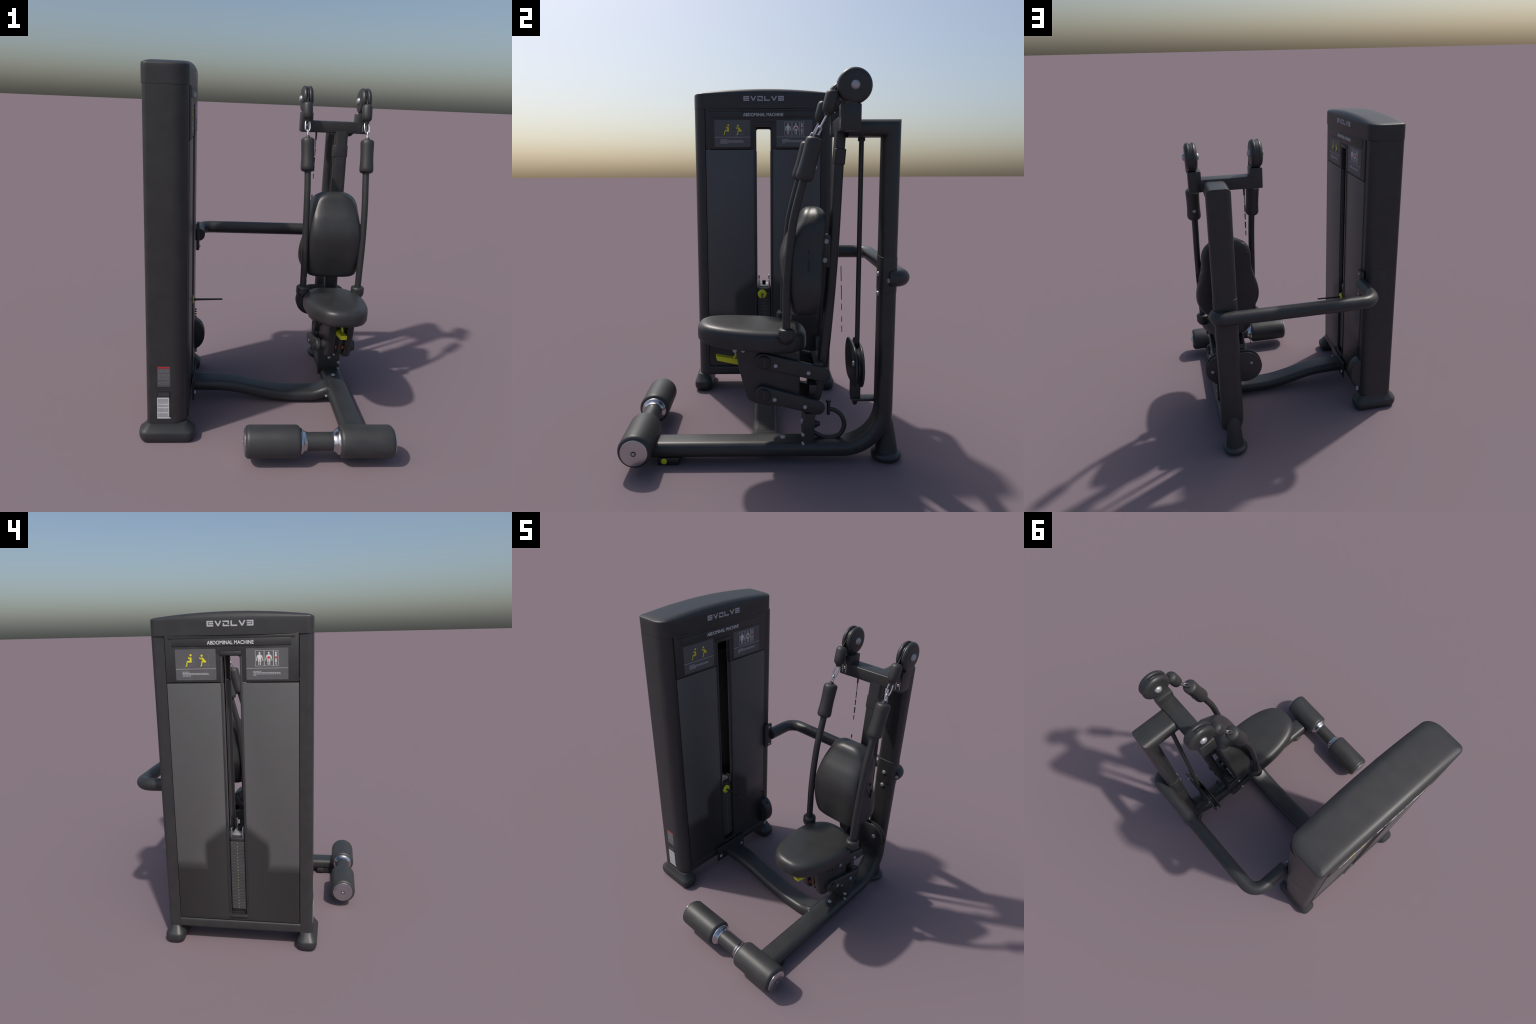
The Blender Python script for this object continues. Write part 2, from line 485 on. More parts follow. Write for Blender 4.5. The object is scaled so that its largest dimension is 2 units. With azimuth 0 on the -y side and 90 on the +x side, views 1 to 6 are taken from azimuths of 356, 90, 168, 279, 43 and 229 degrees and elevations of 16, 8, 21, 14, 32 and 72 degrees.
for f in (1, -1):
    hd = headers[f]
    # logo on the cap face, just proud of its convex front
    bm = bmesh.new()
    letters, w = logo_strokes()
    adv, lw = 0.0437, 0.0355
    s0 = -(5 * adv + lw) / 2 + 0.003
    for k, strokes in enumerate(letters):
        for q, (a, b) in enumerate(strokes):
            pa = (s0 + k * adv + a[0] * lw, 1.921 + a[1] * lw)
            pb = (s0 + k * adv + b[0] * lw, 1.921 + b[1] * lw)
            flat(bm, f, bar(pa, pb, w * lw), 0.0100, 0.0020 + 0.0003 * q)
    finish(bm, "lettering", M_silver, cap, smooth=10)
    # machine title
    cu = bpy.data.curves.new("title", 'FONT')
    cu.body = "ABDOMINAL MACHINE"
    cu.size = 0.0295; cu.align_x = 'CENTER'; cu.extrude = 0.0006
    cu.offset = 0.0004
    to = bpy.data.objects.new("title_source", cu)
    bpy.context.scene.collection.objects.link(to)
    dg = bpy.context.evaluated_depsgraph_get()
    me = bpy.data.meshes.new_from_object(to.evaluated_get(dg))
    bpy.data.objects.remove(to)
    wid = max(v.co.x for v in me.vertices) - min(v.co.x for v in me.vertices)
    k = 0.257 / wid
    for v in me.vertices:
        p = face_pt(f, v.co.x * k, 1.8265 + v.co.y * 0.95, 0.0055)
        v.co = (p.x + f * v.co.z, p.y, p.z)
    me.materials.clear(); me.materials.append(M_white)
    t = bpy.data.objects.new("lettering", me)
    bpy.context.scene.collection.objects.link(t); t.parent = hd

    # two instruction signs
    for side, s_c in ((-1, -0.198), (1, 0.199)):
        bm = bmesh.new()
        flat(bm, f, [(s_c + a, 1.719 + b) for a, b in rrect(0.229, 0.168, 0.005, 3)], 0.0018, 0.0012)
        finish(bm, "instruction_sign", M_sign, hd, smooth=10)
        d = 0.0032
        bm = bmesh.new()
        flat(bm, f, bar((s_c - 0.114, 1.6965), (s_c + 0.114, 1.6965), 0.0022), d)
        # text block: rows broken into word bars
        rng = np.random.default_rng(7 + side)
        for row, (ln, z) in enumerate(((0.045, 1.680), (0.150, 1.6725), (0.150, 1.6655), (0.050 if side < 0 else 0.016, 1.6585))):
            x = s_c - 0.077
            end = x + ln
            while x < end - 0.003:
                wl = min(rng.uniform(0.006, 0.02), end - x)
                flat(bm, f, bar((x, z), (x + wl, z), 0.0034), d)
                x += wl + 0.0022
        finish(bm, "sign_text", M_silver if side > 0 else M_silver, hd, smooth=10)
        if side < 0:
            # two seated exercisers, upright and crunching forward
            by, bs = bmesh.new(), bmesh.new()
            for px, lean in ((-0.026, 0.0), (0.058, 1.0)):
                hip = (s_c + px - 0.002, 1.7365)
                sh = (hip[0] + 0.001 - 0.020 * lean, 1.7585 - 0.003 * lean)
                head = (sh[0] + 0.001 - 0.002 * lean, sh[1] + 0.0125)
                knee = (hip[0] - 0.0195, 1.7365); foot = (knee[0] - 0.003, 1.7135)
                flat(by, f, disc(head, 0.0062), d)
                flat(by, f, bar((hip[0], hip[1] - 0.005), sh, 0.0115), d + 0.0002)
                flat(by, f, bar((hip[0] + 0.004, hip[1]), knee, 0.0085), d + 0.0004)
                flat(by, f, bar(knee, foot, 0.0055), d + 0.0006)
                flat(by, f, bar((foot[0] + 0.002, foot[1]), (foot[0] - 0.007, foot[1] - 0.002), 0.0045), d + 0.0003)
                el = (sh[0] - 0.011, sh[1] - 0.006)
                flat(by, f, bar(sh, el, 0.005), d + 0.0008)
                flat(by, f, bar(el, (el[0] - 0.001, el[1] + 0.010), 0.004), d + 0.0005)
                # bench outline
                bx = s_c + px + 0.016
                for a, b in (((bx, 1.712), (bx, 1.772)), ((bx - 0.008, 1.773), (bx - 0.001, 1.773)), ((bx - 0.028, 1.712), (bx, 1.712)),
                             ((bx - 0.028, 1.73), (bx - 0.006, 1.73)), ((bx - 0.022, 1.712), (bx - 0.022, 1.728)), ((bx - 0.012, 1.712), (bx - 0.012, 1.728))):
                    flat(bs, f, bar(a, b, 0.0014), d + (0.0001 if a[0] == b[0] else 0.0003))
            finish(by, "pictogram", M_figyel, hd, smooth=10)
            finish(bs, "pictogram", M_ink, hd, smooth=10)
        else:
            # three framed body diagrams with a red target area
            bw, br, bg = bmesh.new(), bmesh.new(), bmesh.new()
            x = s_c - 0.064
            for k, wd in enumerate((0.047, 0.047, 0.024)):
                c = x + wd / 2
                for a, b in (((x, 1.708), (x + wd, 1.708)), ((x, 1.790), (x + wd, 1.790)),
                             ((x, 1.708), (x, 1.790)), ((x + wd, 1.708), (x + wd, 1.790))):
                    flat(bw, f, bar(a, b, 0.0013), d + (0.0 if a[0] == b[0] else 0.0002))
                flat(bg, f, disc((c, 1.777), 0.0048, 10, 1.25), d)
                if k < 2:
                    flat(bg, f, [(c - 0.012, 1.765), (c - 0.008, 1.745), (c + 0.008, 1.745), (c + 0.012, 1.765), (c + 0.003, 1.770), (c - 0.003, 1.770)], d + 0.0002)
                    for q in (-1, 1):
                        flat(bg, f, bar((c + q * 0.012, 1.763), (c + q * 0.0165, 1.742), 0.0045), d + 0.0004)
                        flat(bg, f, bar((c + q * 0.0165, 1.743), (c + q * 0.0175, 1.735), 0.003), d)
                        flat(bg, f, bar((c + q * 0.0045, 1.746), (c + q * 0.0055, 1.730), 0.0075), d + 0.0005)
                        flat(bg, f, bar((c + q * 0.005, 1.728), (c + q * 0.0045, 1.714), 0.0045), d)
                else:
                    flat(bg, f, bar((c, 1.770), (c, 1.744), 0.009), d + 0.0002)
                    flat(bg, f, bar((c, 1.743), (c, 1.728), 0.0075), d)
                    flat(bg, f, bar((c - 0.001, 1.726), (c + 0.001, 1.714), 0.0045), d)
                if k:
                    flat(br, f, disc((c, 1.753), 0.0070 if k == 1 else 0.0055, 14), d + 0.0012)
                x += wd + 0.003
            finish(bw, "pictogram", M_white, hd, smooth=10)
            finish(bg, "pictogram", M_white, hd, smooth=10)
            finish(br, "pictogram", M_red, hd, smooth=10)

# warning labels on the front column (faces -y); viewer's right is +x
def yflat(bm, poly, d, th=0.0006, y=-YC):
    lo = [bm.verts.new((a, y - d, b)) for a, b in poly]
    hi = [bm.verts.new((a, y - d - th, b)) for a, b in poly]
    n = len(poly)
    bm.faces.new(hi); bm.faces.new(lo[::-1])
    for i in range(n):
        j = (i + 1) % n
        bm.faces.new((lo[i], lo[j], hi[j], hi[i]))
def rpoly(x0, x1, z0, z1, r=0.004):
    return [((x0 + x1) / 2 + a, (z0 + z1) / 2 + b) for a, b in rrect(x1 - x0, z1 - z0, r, 3)]
colf = columns[-1]
rng = np.random.default_rng(3)
bm = bmesh.new(); yflat(bm, rpoly(-0.573, -0.505, 0.331, 0.449), 0.0002); finish(bm, "warning_label", M_sign, colf, smooth=10)
bm = bmesh.new(); yflat(bm, rpoly(-0.571, -0.507, 0.440, 0.4475, 0.002), 0.0010); finish(bm, "warning_label_header", M_red, colf, smooth=10)
bm = bmesh.new()
z = 0.434
while z > 0.345:
    x = -0.569
    while x < -0.513:
        w = rng.uniform(0.005, 0.014)
        yflat(bm, bar((x, z), (min(x + w, -0.510), z), 0.0022), 0.0010)
        x += w + 0.0025
    z -= 0.0048 if rng.uniform() > 0.25 else 0.0085
finish(bm, "label_text", M_ink, colf, smooth=10)
bm = bmesh.new(); yflat(bm, rpoly(-0.577, -0.502, 0.137, 0.303), 0.0002); finish(bm, "warning_label", M_black, colf, smooth=10)
bm = bmesh.new(); yflat(bm, rpoly(-0.5755, -0.512, 0.138, 0.266, 0.003), 0.0010); yflat(bm, rpoly(-0.5115, -0.5035, 0.138, 0.146, 0.002), 0.0010)
finish(bm, "warning_label_sheet", M_white, colf, smooth=10)
bm = bmesh.new()
z = 0.258
while z > 0.146:
    x = -0.572
    while x < -0.520:
        w = rng.uniform(0.005, 0.016)
        yflat(bm, bar((x, z), (min(x + w, -0.516), z), 0.0017), 0.0018)
        x += w + 0.002
    z -= 0.0052 if rng.uniform() > 0.3 else 0.010
finish(bm, "label_text", M_ink, colf, smooth=10)
bm = bmesh.new()
for z in np.arange(0.276, 0.298, 0.006): yflat(bm, bar((-0.571, z), (-0.512, z), 0.0022), 0.0010)
for z in np.arange(0.156, 0.262, 0.0065): yflat(bm, bar((-0.5095, z), (-0.505, z), 0.003), 0.0010)
finish(bm, "label_text", M_sign, colf, smooth=10)

# lower pulley guard behind the +x face of the tower, and its cable
bm = prism([(-0.43, 0.160)] + [(-0.425 + 0.079 * math.cos(a), 0.275 + 0.108 * math.sin(a)) for a in np.linspace(-1.2, 1.35, 18)] + [(-0.43, 0.381)],
           'y', 0.345, 0.418, 0.010, 3)
guard = finish(bm, "pulley_guard", M_frame, smooth=45)
finish(lathe([(0, 0.010), (0.002, 0.010), (0.002, 0)], (0.62, 0, 0.78), (-0.3755, 0.385, 0.3585), 16), "cable_hole", M_black, guard)
bm = bmesh.new()
for z in (0.40, 0.418, 0.436, 0.452):
    absorb(bm, box((-0.408, 0.372, z), (0.012, 0.006, 0.010), 0.002, 1))
finish(bm, "chain_segment", M_black, guard)["kind"] = "stuff"
finish(rod((-0.41, 0.39, 0.13), (-0.41, 0.39, 0.165), 0.012), "guard_bolt", M_bolt, guard)

# -------------------------------------------------------------- bent frame
SEC = rrect(0.139, 0.080, 0.036, 7)
FX = 0.507
path = fillet([(FX, -0.575, 0.073), (FX, 0.607, 0.073), (FX, 0.607, 1.6675), (FX, 0.40, 1.6675)], [0.215, 0.0], 16)
frame = finish(sweep(path, SEC, (1, 0, 0)), "main_frame", M_frame, smooth=40)
# sleeve thickening on the mast around the stabiliser joint
finish(sweep([(FX, 0.607, 0.885), (FX, 0.607, 1.06)], rrect(0.1425, 0.083, 0.037, 7), (1, 0, 0), (0.003, 0.003)), "mast_sleeve", M_frame, frame)
# splayed rear foot
lean = Vector((0.0, -0.05, 1.0)).normalized()
rings = []
for z, r, dy in ((0.0, 0.060, 0), (0.004, 0.068, 0), (0.016, 0.0765, 0), (0.026, 0.0775, 0), (0.034, 0.0745, 0), (0.040, 0.066, 0), (0.044, 0.058, 0),
                 (0.075, 0.053, 0.0), (0.11, 0.049, -0.002), (0.15, 0.046, -0.005), (0.20, 0.043, -0.012), (0.25, 0.038, -0.024)):
    rings.append([(0.502 + r * math.cos(a), 0.6305 + dy + r * math.sin(a), z) for a in np.linspace(0, 2 * math.pi, 37)[:-1]])
finish(loft(rings), "rear_foot", M_rubber, smooth=50)
# front bearing foot under the beam, with yellow plug
ff = finish(box((0.508, -0.487, 0.020), (0.125, 0.108, 0.040), 0.006), "front_foot", M_black)
finish(lathe([(0, 0.015), (0.003, 0.015), (0.004, 0.012), (0.004, 0)], (1, 0, 0), (0.570, -0.507, 0.022), 20), "foot_plug", M_yellow, ff)
finish(box((0.4475, -0.46, 0.030), (0.03, 0.05, 0.03), 0.004), "foot_clip", M_frame, ff)

# cross beam joining frame and tower
ap = spline([(-0.40, 0.0, 0.128), (-0.30, 0.0, 0.128), (-0.20, 0.0, 0.124), (-0.11, 0.0, 0.110), (0.02, 0.0, 0.080), (0.11, 0.0, 0.063),
             (0.19, 0, 0.056), (0.33, 0.0, 0.056), (0.385, 0, 0.066), (0.43, 0.0, 0.084), (0.455, 0, 0.090)], 5)
ap = [Vector((p.x, 0.005, p.z - 0.014)) for p in ap]
arm = finish(sweep(ap, rrect(0.138, 0.070, 0.030, 7), (0, 1, 0)), "cross_beam", M_frame, smooth=40)
bm = prism([(-0.135, 0.062), (0.135, 0.062), (0.135, 0.185), (-0.135, 0.185)], 'x', -0.403, -0.391, 0.003)
mp = finish(bm, "mounting_plate", M_frame, arm)
for s in (-1, 1): bolt((-0.391, s * 0.106, 0.100), (1, 0, 0), 1.5, mp)
finish(box((0.462, 0.005, 0.086), (0.045, 0.158, 0.046), 0.010, 3), "saddle_joint", M_frame, arm)
for s in (-1, 1): bolt((0.432, 0.005 + s * 0.074, 0.055), (0, s, 0), 0.9, arm)
bolt((0.504, 0.097, 0.112), (0, 0, 1), 1.5, frame)

# stabiliser tube: behind the mast, round the corner, to the rear column
sp = fillet([(0.565, 0.600, 0.957), (0.565, 0.673, 0.957), (-0.396, 0.673, 0.957), (-0.396, 0.425, 0.957)], [0.045, 0.085], 14)
stab = finish(sweep(sp, circle(0.0410, 28), (0, 0, 1), (0.012, 0)), "stabilizer_bar", M_frame, smooth=50)
bm = box((-0.400, 0.402, 0.955), (0.020, 0.065, 0.18), 0.004)
absorb(bm, box((-0.522, 0.449, 0.955), (0.07, 0.008, 0.19), 0.003))
sb = finish(bm, "stabilizer_bracket", M_frame, stab)
for z in (0.885, 1.025): bolt((-0.389, 0.405, z), (1, 0, 0), 1.0, sb)
bolt((0.585, 0.601, 0.949), (0.3, -0.9, 0), 1.4, stab)
for z in (0.87, 0.968): bolt((0.508, 0.567, z), (0, -1, 0), 1.5, frame)

# -------------------------------------------------------- tilted inner post
post_pts = [(0.487, 0.370, 1.66), (0.487, 0.361, 1.50), (0.487, 0.345, 1.13), (0.487, 0.327, 0.84),
            (0.487, 0.300, 0.54), (0.487, 0.274, 0.38), (0.490, 0.240, 0.25), (0.493, 0.228, 0.16)]
post = finish(sweep(spline(post_pts, 5), rrect(0.084, 0.050, 0.018), (1, 0, 0)), "seat_post", M_frame, smooth=40)
finish(sweep([(0.487, 0.3685, 1.575), (0.487, 0.3625, 1.50)], rrect(0.090, 0.055, 0.014), (1, 0, 0), (0.004, 0.004)), "post_sleeve", M_frame, post)
# saddle clamping the post onto the beam
sad = finish(prism([(0.198, 0.235), (0.204, 0.268), (0.258, 0.268), (0.252, 0.15), (0.242, 0.09), (0.220, 0.055), (0.200, 0.085), (0.194, 0.14)],
                   'x', 0.424, 0.5635, 0.006, 3), "post_saddle", M_frame, post)
for x, z in ((0.49, 0.19), (0.52, 0.215)): bolt((x, 0.197, z), (0, -1, 0), 1.3, sad)
for z in (0.154, 0.105): bolt((0.556, 0.196, z), (0.3, -1, 0), 1.2, sad)

# ---------------------------------------------------------- head cross bar
xb = finish(box((0.4405, 0.396, 1.683), (0.418, 0.092, 0.070), 0.006, 3), "cross_bar", M_frame)
PX = (0.263, 0.6255)             # pulley planes
for px, bx in zip(PX, (0.2665, 0.6145)):
    blk = finish(box((bx, 0.396, 1.7065), (0.072, 0.0925, 0.119), 0.005, 2), "pulley_block", M_frame, xb)
    # pulley: two domed flanges with a deep groove
    prof = [(-0.033, 0.0), (-0.033, 0.058), (-0.0315, 0.066), (-0.027, 0.073), (-0.020, 0.078), (-0.014, 0.0795), (-0.008, 0.077),
            (-0.0058, 0.073), (-0.0048, 0.058), (0.0048, 0.058), (0.0058, 0.073), (0.008, 0.077), (0.013, 0.0795), (0.020, 0.078),
            (0.027, 0.073), (0.0315, 0.066), (0.033, 0.058), (0.033, 0.0)]
    pul = finish(lathe(prof, (1, 0, 0), (px, 0.411, 1.844), 48), "pulley", M_frame, smooth=50)
    finish(lathe([(-0.046, 0.0), (-0.046, 0.012), (-0.042, 0.018), (-0.033, 0.022), (0.033, 0.022), (0.042, 0.018), (0.046, 0.012), (0.046, 0)],
                 (1, 0, 0), (px, 0.411, 1.844), 10), "axle_bolt", M_bolt, pul, smooth=40)
    hood = [Vector((px, 0.411 + 0.071 * math.cos(a), 1.844 + 0.071 * math.sin(a))) for a in np.linspace(1.35, -2.2, 30)]
    finish(sweep(hood, rrect(0.040, 0.014, 0.006), (1, 0, 0)), "pulley_hood", M_frame, pul, smooth=50)
    # fork under the pulley
    finish(box((px, 0.40, 1.775), (0.05, 0.05, 0.04), 0.006), "pulley_fork", M_frame, pul)
    # stickers of wear: silver plate on the front of the block
    cx = bx + (0.014 if bx > 0.4 else -0.004)
    bm = box((cx - 0.012, 0.3495, 1.682), (0.003, 0.002, 0.042), 0.0006, 1)
    absorb(bm, box((cx + 0.012, 0.3495, 1.686), (0.0035, 0.002, 0.050), 0.0006, 1))
    absorb(bm, box((cx + 0.001, 0.3495, 1.690), (0.010, 0.002, 0.014), 0.0006, 1))
    finish(bm, "block_plate", M_bolt, blk)

# ------------------------------------------------- handles, grips and chains
HC = 0.4405
def mirror(p, s): return (HC + s * (p[0] - HC), p[1], p[2])
for s in (1, -1):
    hp = spline([mirror(p, s) for p in ((0.619, 0.195, 1.455), (0.618, 0.164, 1.34), (0.6185, 0.139, 1.23), (0.6185, 0.121, 1.08),
                                         (0.617, 0.111, 0.94), (0.615, 0.109, 0.83), (0.614, 0.1085, 0.70))], 6)
    h = finish(sweep(hp, circle(0.0195, 24), (1, 0, 0)), "lever_handle", M_frame, smooth=50)
    # collar and ball socket at the foot of the lever
    fx = mirror((0.614, 0, 0), s)[0]
    finish(lathe([(0.077, 0.0), (0.077, 0.030), (0.074, 0.037), (0.068, 0.0405), (0.056, 0.041), (0.050, 0.0395), (0.044, 0.041), (0.034, 0.041),
                  (0.022, 0.037), (0.008, 0.028), (0.0, 0.018), (0.0, 0)], (0, 0, 1), (fx, 0.110, 0.648), 32), "lever_socket", M_frame, h, smooth=50)
    # foam grip: waisted cylinder with rounded ends
    g0, g1 = Vector(mirror((0.6205, 0.186, 1.425), s)), Vector(mirror((0.623, 0.2385, 1.618), s))
    L = (g1 - g0).length
    prof = [(0.0, 0.0), (0.0, 0.028), (0.004, 0.036), (0.013, 0.0415), (0.03, 0.0420), (0.07, 0.0395), (0.11, 0.0390), (L - 0.03, 0.0405), (L - 0.013, 0.0408),
            (L - 0.005, 0.037), (L, 0.029), (L + 0.002, 0.015), (L + 0.014, 0.011), (L + 0.016, 0.0)]
    finish(lathe(prof, g1 - g0, g0, 36), "foam_grip", M_foam, h, smooth=50)
    # rubber cable stop below the pulley
    c0, c1 = Vector(mirror((0.622, 0.290, 1.712), s)), Vector(mirror((0.6245, 0.318, 1.825), s))
    Lc = (c1 - c0).length
    prof = [(0.0, 0.0), (0.0, 0.014), (0.012, 0.016), (0.018, 0.024), (0.026, 0.030), (0.05, 0.0315), (Lc - 0.02, 0.0315), (Lc - 0.008, 0.028), (Lc - 0.001, 0.020), (Lc, 0.0)]
    stop = finish(lathe(prof, c1 - c0, c0, 28), "cable_stop", M_foam, h, smooth=50)
    px = PX[1] if s > 0 else PX[0]
    arc = [Vector(mirror((0.6245, 0.317, 1.815), s))] + [Vector((px, 0.411 - 0.067 * math.cos(a), 1.844 + 0.067 * math.sin(a))) for a in np.linspace(0.25, 2.6, 14)]
    finish(sweep(arc, circle(0.0045, 10), (1, 0, 0)), "cable", M_black, h)
    # three chain links joining stop and grip
    top, bot = Vector(mirror((0.622, 0.287, 1.714), s)), Vector(mirror((0.6232, 0.2435, 1.632), s))
    dirv = (top - bot).normalized()
    span = (top - bot).length
    for lo, hi, b, turn in ((0.30, 1.08, 0.0145, True), (-0.08, 0.42, 0.009, False)):
        mid = bot + dirv * span * (lo + hi) / 2
        u = Vector((1, 0, 0)) if turn else dirv.cross(Vector((1, 0, 0))).normalized()
        a = span * (hi - lo) / 2
        loop = []
        for i in range(24):
            t = 2 * math.pi * i / 24
            cx, sx = math.cos(t), math.sin(t)
            loop.append(mid + dirv * (a * math.copysign(abs(sx) ** 0.8, sx)) + u * (b * math.copysign(abs(cx) ** 0.7, cx)))
        nrm = u.cross(dirv).normalized()
        rings = []
        for i in range(24):
            t = (loop[(i + 1) % 24] - loop[i - 1]).normalized()
            q = nrm.cross(t)
            rings.append([loop[i] + (nrm * math.cos(w) + q * math.sin(w)) * 0.0042 for w in np.linspace(0, 2 * math.pi, 9)[:-1]])
        rings.append(rings[0])
        finish(loft(rings, cap=False), "chain_link", M_chrome, h, smooth=60)
bolt(mirror((0.620, 0.240, 1.485), 1), (0, 1, -0.25), 1.2)

# ------------------------------------------------------------------- seat
def seat_outline(n=72):
    ctrl = [(-0.335, 0.0), (-0.328, 0.056), (-0.300, 0.104), (-0.250, 0.138), (-0.180, 0.162), (-0.090, 0.177), (0.0, 0.1815),
            (0.070, 0.176), (0.125, 0.156), (0.170, 0.124), (0.200, 0.088), (0.213, 0.045), (0.216, 0.0)]
    half = [(p.x, p.y) for p in spline([(y, w, 0) for y, w in ctrl], 5)]
    pts = [(0.4445 + max(w, 0), y) for y, w in half] + [(0.4445 - max(w, 0), y) for y, w in half[-2:0:-1]]
    return [Vector((x, y, 0)) for x, y in pts]
base = seat_outline()
def inset(pts, d):
    n = len(pts); out = []
    c = sum(pts, Vector()) / n
    for i in range(n):
        t = (pts[(i + 1) % n] - pts[i - 1]).normalized()
        nv = Vector((t.y, -t.x, 0))
        if nv.dot(pts[i] - c) < 0: nv = -nv
        out.append(pts[i] - nv * d)
    return out
def shrink(pts, k):
    c = Vector((0.4445, -0.05, 0))
    return [c + (p - c) * k for p in pts]
def seat_z(z, y):
    """underside falls away to the rear faster than the top"""
    t = (z - 0.600) / 0.1137
    return (1 - t) * (0.607 - 0.090 * (y + 0.07)) + t * (0.713 - 0.066 * (y + 0.07))
layers = [(0.600, inset(base, 0.030)), (0.601, inset(base, 0.016)), (0.607, inset(base, 0.006)), (0.617, inset(base, 0.001)), (0.635, base), (0.660, base),
          (0.678, inset(base, 0.002)), (0.690, inset(base, 0.008)), (0.699, inset(base, 0.016)), (0.705, inset(base, 0.027)),
          (0.709, inset(base, 0.040))]
inner = inset(base, 0.040)
layers += [(0.711, shrink(inner, 0.85)), (0.7125, shrink(inner, 0.6)), (0.7135, shrink(inner, 0.3)), (0.7137, shrink(inner, 0.02))]
seat = finish(loft([[(p.x, p.y, seat_z(z, p.y)) for p in r] for z, r in layers]), "seat", M_vinyl, smooth=60)

# -------------------------------------------------------------- backrest
def interp(tab, z):
    zs = [t[0] for t in tab]
    return float(np.interp(z, zs, [t[1] for t in tab]))
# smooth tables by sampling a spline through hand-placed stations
def smooth_table(tab):
    return [(p.x, p.y) for p in spline([(a, b, 0) for a, b in tab], 6)]
BF = smooth_table([(0.775, 0.128), (0.835, 0.115), (0.94, 0.094), (1.056, 0.083), (1.142, 0.109), (1.20, 0.147), (1.245, 0.174), (1.30, 0.192)])
BB = smooth_table([(0.775, 0.262), (0.85, 0.268), (1.05, 0.282), (1.2, 0.296), (1.30, 0.296)])
BW = smooth_table([(0.775, 0.138), (0.80, 0.168), (0.85, 0.195), (0.90, 0.2040), (0.96, 0.198), (1.03, 0.178), (1.10, 0.160), (1.17, 0.157), (1.22, 0.150), (1.26, 0.128), (1.30, 0.085)])
BWF = smooth_table([(0.775, 0.140), (0.80, 0.158), (0.85, 0.169), (0.93, 0.172), (1.00, 0.167), (1.08, 0.157), (1.17, 0.145), (1.22, 0.134), (1.26, 0.110), (1.30, 0.070)])
BX = 0.447
def back_ring(z, shr=0.0):
    f, b, w, wf = (interp(t, z) for t in (BF, BB, BW, BWF))
    f += shr; b -= shr; w -= shr; wf -= shr
    d = b - f
    k = min(1.0, d / 0.12)
    half = [(0.0, f), (wf * 0.5, f + 0.001 * k), (wf * 0.78, f + 0.008 * k), (wf * 0.93, f + 0.021 * k), (wf, f + 0.040 * k),
            (wf + (w - wf) * 0.45, f + 0.30 * d + 0.020 * k), (w, f + 0.66 * d), (w - 0.003, b - 0.022 * k), (w - 0.012, b - 0.006 * k), (w - 0.030, b), (w * 0.4, b), (0.0, b)]
    hs = spline([(x, y, 0) for x, y in half], 4)
    pts = [(BX + max(p.x, 0), p.y, z) for p in hs] + [(BX - max(p.x, 0), p.y, z) for p in hs[-2:0:-1]]
    return pts
rings = [back_ring(0.775, 0.022), back_ring(0.776, 0.012), back_ring(0.780, 0.005), back_ring(0.787, 0.001)]
rings += [back_ring(z) for z in np.linspace(0.795, 1.262, 40)]
rings += [back_ring(1.274, 0.003), back_ring(1.284, 0.009), back_ring(1.291, 0.017), back_ring(1.295, 0.026), back_ring(1.2965, 0.036)]
back = finish(loft(rings), "backrest", M_vinyl, smooth=70)
bm = box((BX + 0.1885, 0.212, 1.035), (0.012, 0.003, 0.062), 0.0008, 1)
absorb(bm, box((BX + 0.1745, 0.214, 1.093), (0.012, 0.003, 0.020), 0.0008, 1))
finish(bm, "cover_seam", M_black, back)
# carrier between pad and post
bm = box((0.487, 0.303, 1.085), (0.09, 0.046, 0.16), 0.006)
cr = finish(bm, "backrest_carrier", M_frame, back)
for z, y in ((1.134, 0.303), (1.042, 0.297)): bolt((0.532, y, z), (1, 0, 0), 1.5, cr)

# --------------------------------------------------- seat carriage and links
side_plate = [(-0.142, 0.604), (-0.124, 0.500), (-0.090, 0.360), (-0.075, 0.335), (-0.045, 0.318), (0.02, 0.306), (0.16, 0.306), (0.18, 0.33), (0.18, 0.604)]
car = finish(prism(side_plate, 'x', 0.405, 0.450, 0.010, 3), "seat_carriage", M_frame, smooth=45)
finish(prism(side_plate, 'x', 0.510, 0.553, 0.010, 3), "carriage_plate", M_frame, car, smooth=45)
finish(prism([(-0.118, 0.60), (-0.082, 0.40), (-0.062, 0.345), (-0.04, 0.335), (0.17, 0.335), (0.17, 0.60)], 'x', 0.446, 0.514, 0.004), "carriage_core", M_black, car)
core = [(-0.115, 0.60), (-0.09, 0.40), (-0.072, 0.35), (-0.04, 0.325), (0.17, 0.325), (0.17, 0.60)]
finish(prism(core, 'x', 0.470, 0.496, 0.006), "carriage_core", M_frame, car)
for x in (0.46, 0.503):
    finish(box((x, -0.080, 0.40), (0.010, 0.02, 0.018), 0.002), "spring_tag", M_orange, car)
for y in (-0.143, -0.102, 0.06, 0.163): bolt((0.549, y, 0.594), (1, 0, 0), 1.2, car)
# release lever
lev = finish(prism([(-0.245, 0.546), (-0.238, 0.518), (-0.125, 0.494), (-0.06, 0.500), (-0.06, 0.526), (-0.125, 0.526)], 'x', 0.446, 0.484, 0.005), "release_lever", M_yellow)
finish(rod((0.478, -0.15, 0.53), (0.465, -0.12, 0.60), 0.006), "lever_stem", M_yellow, lev)

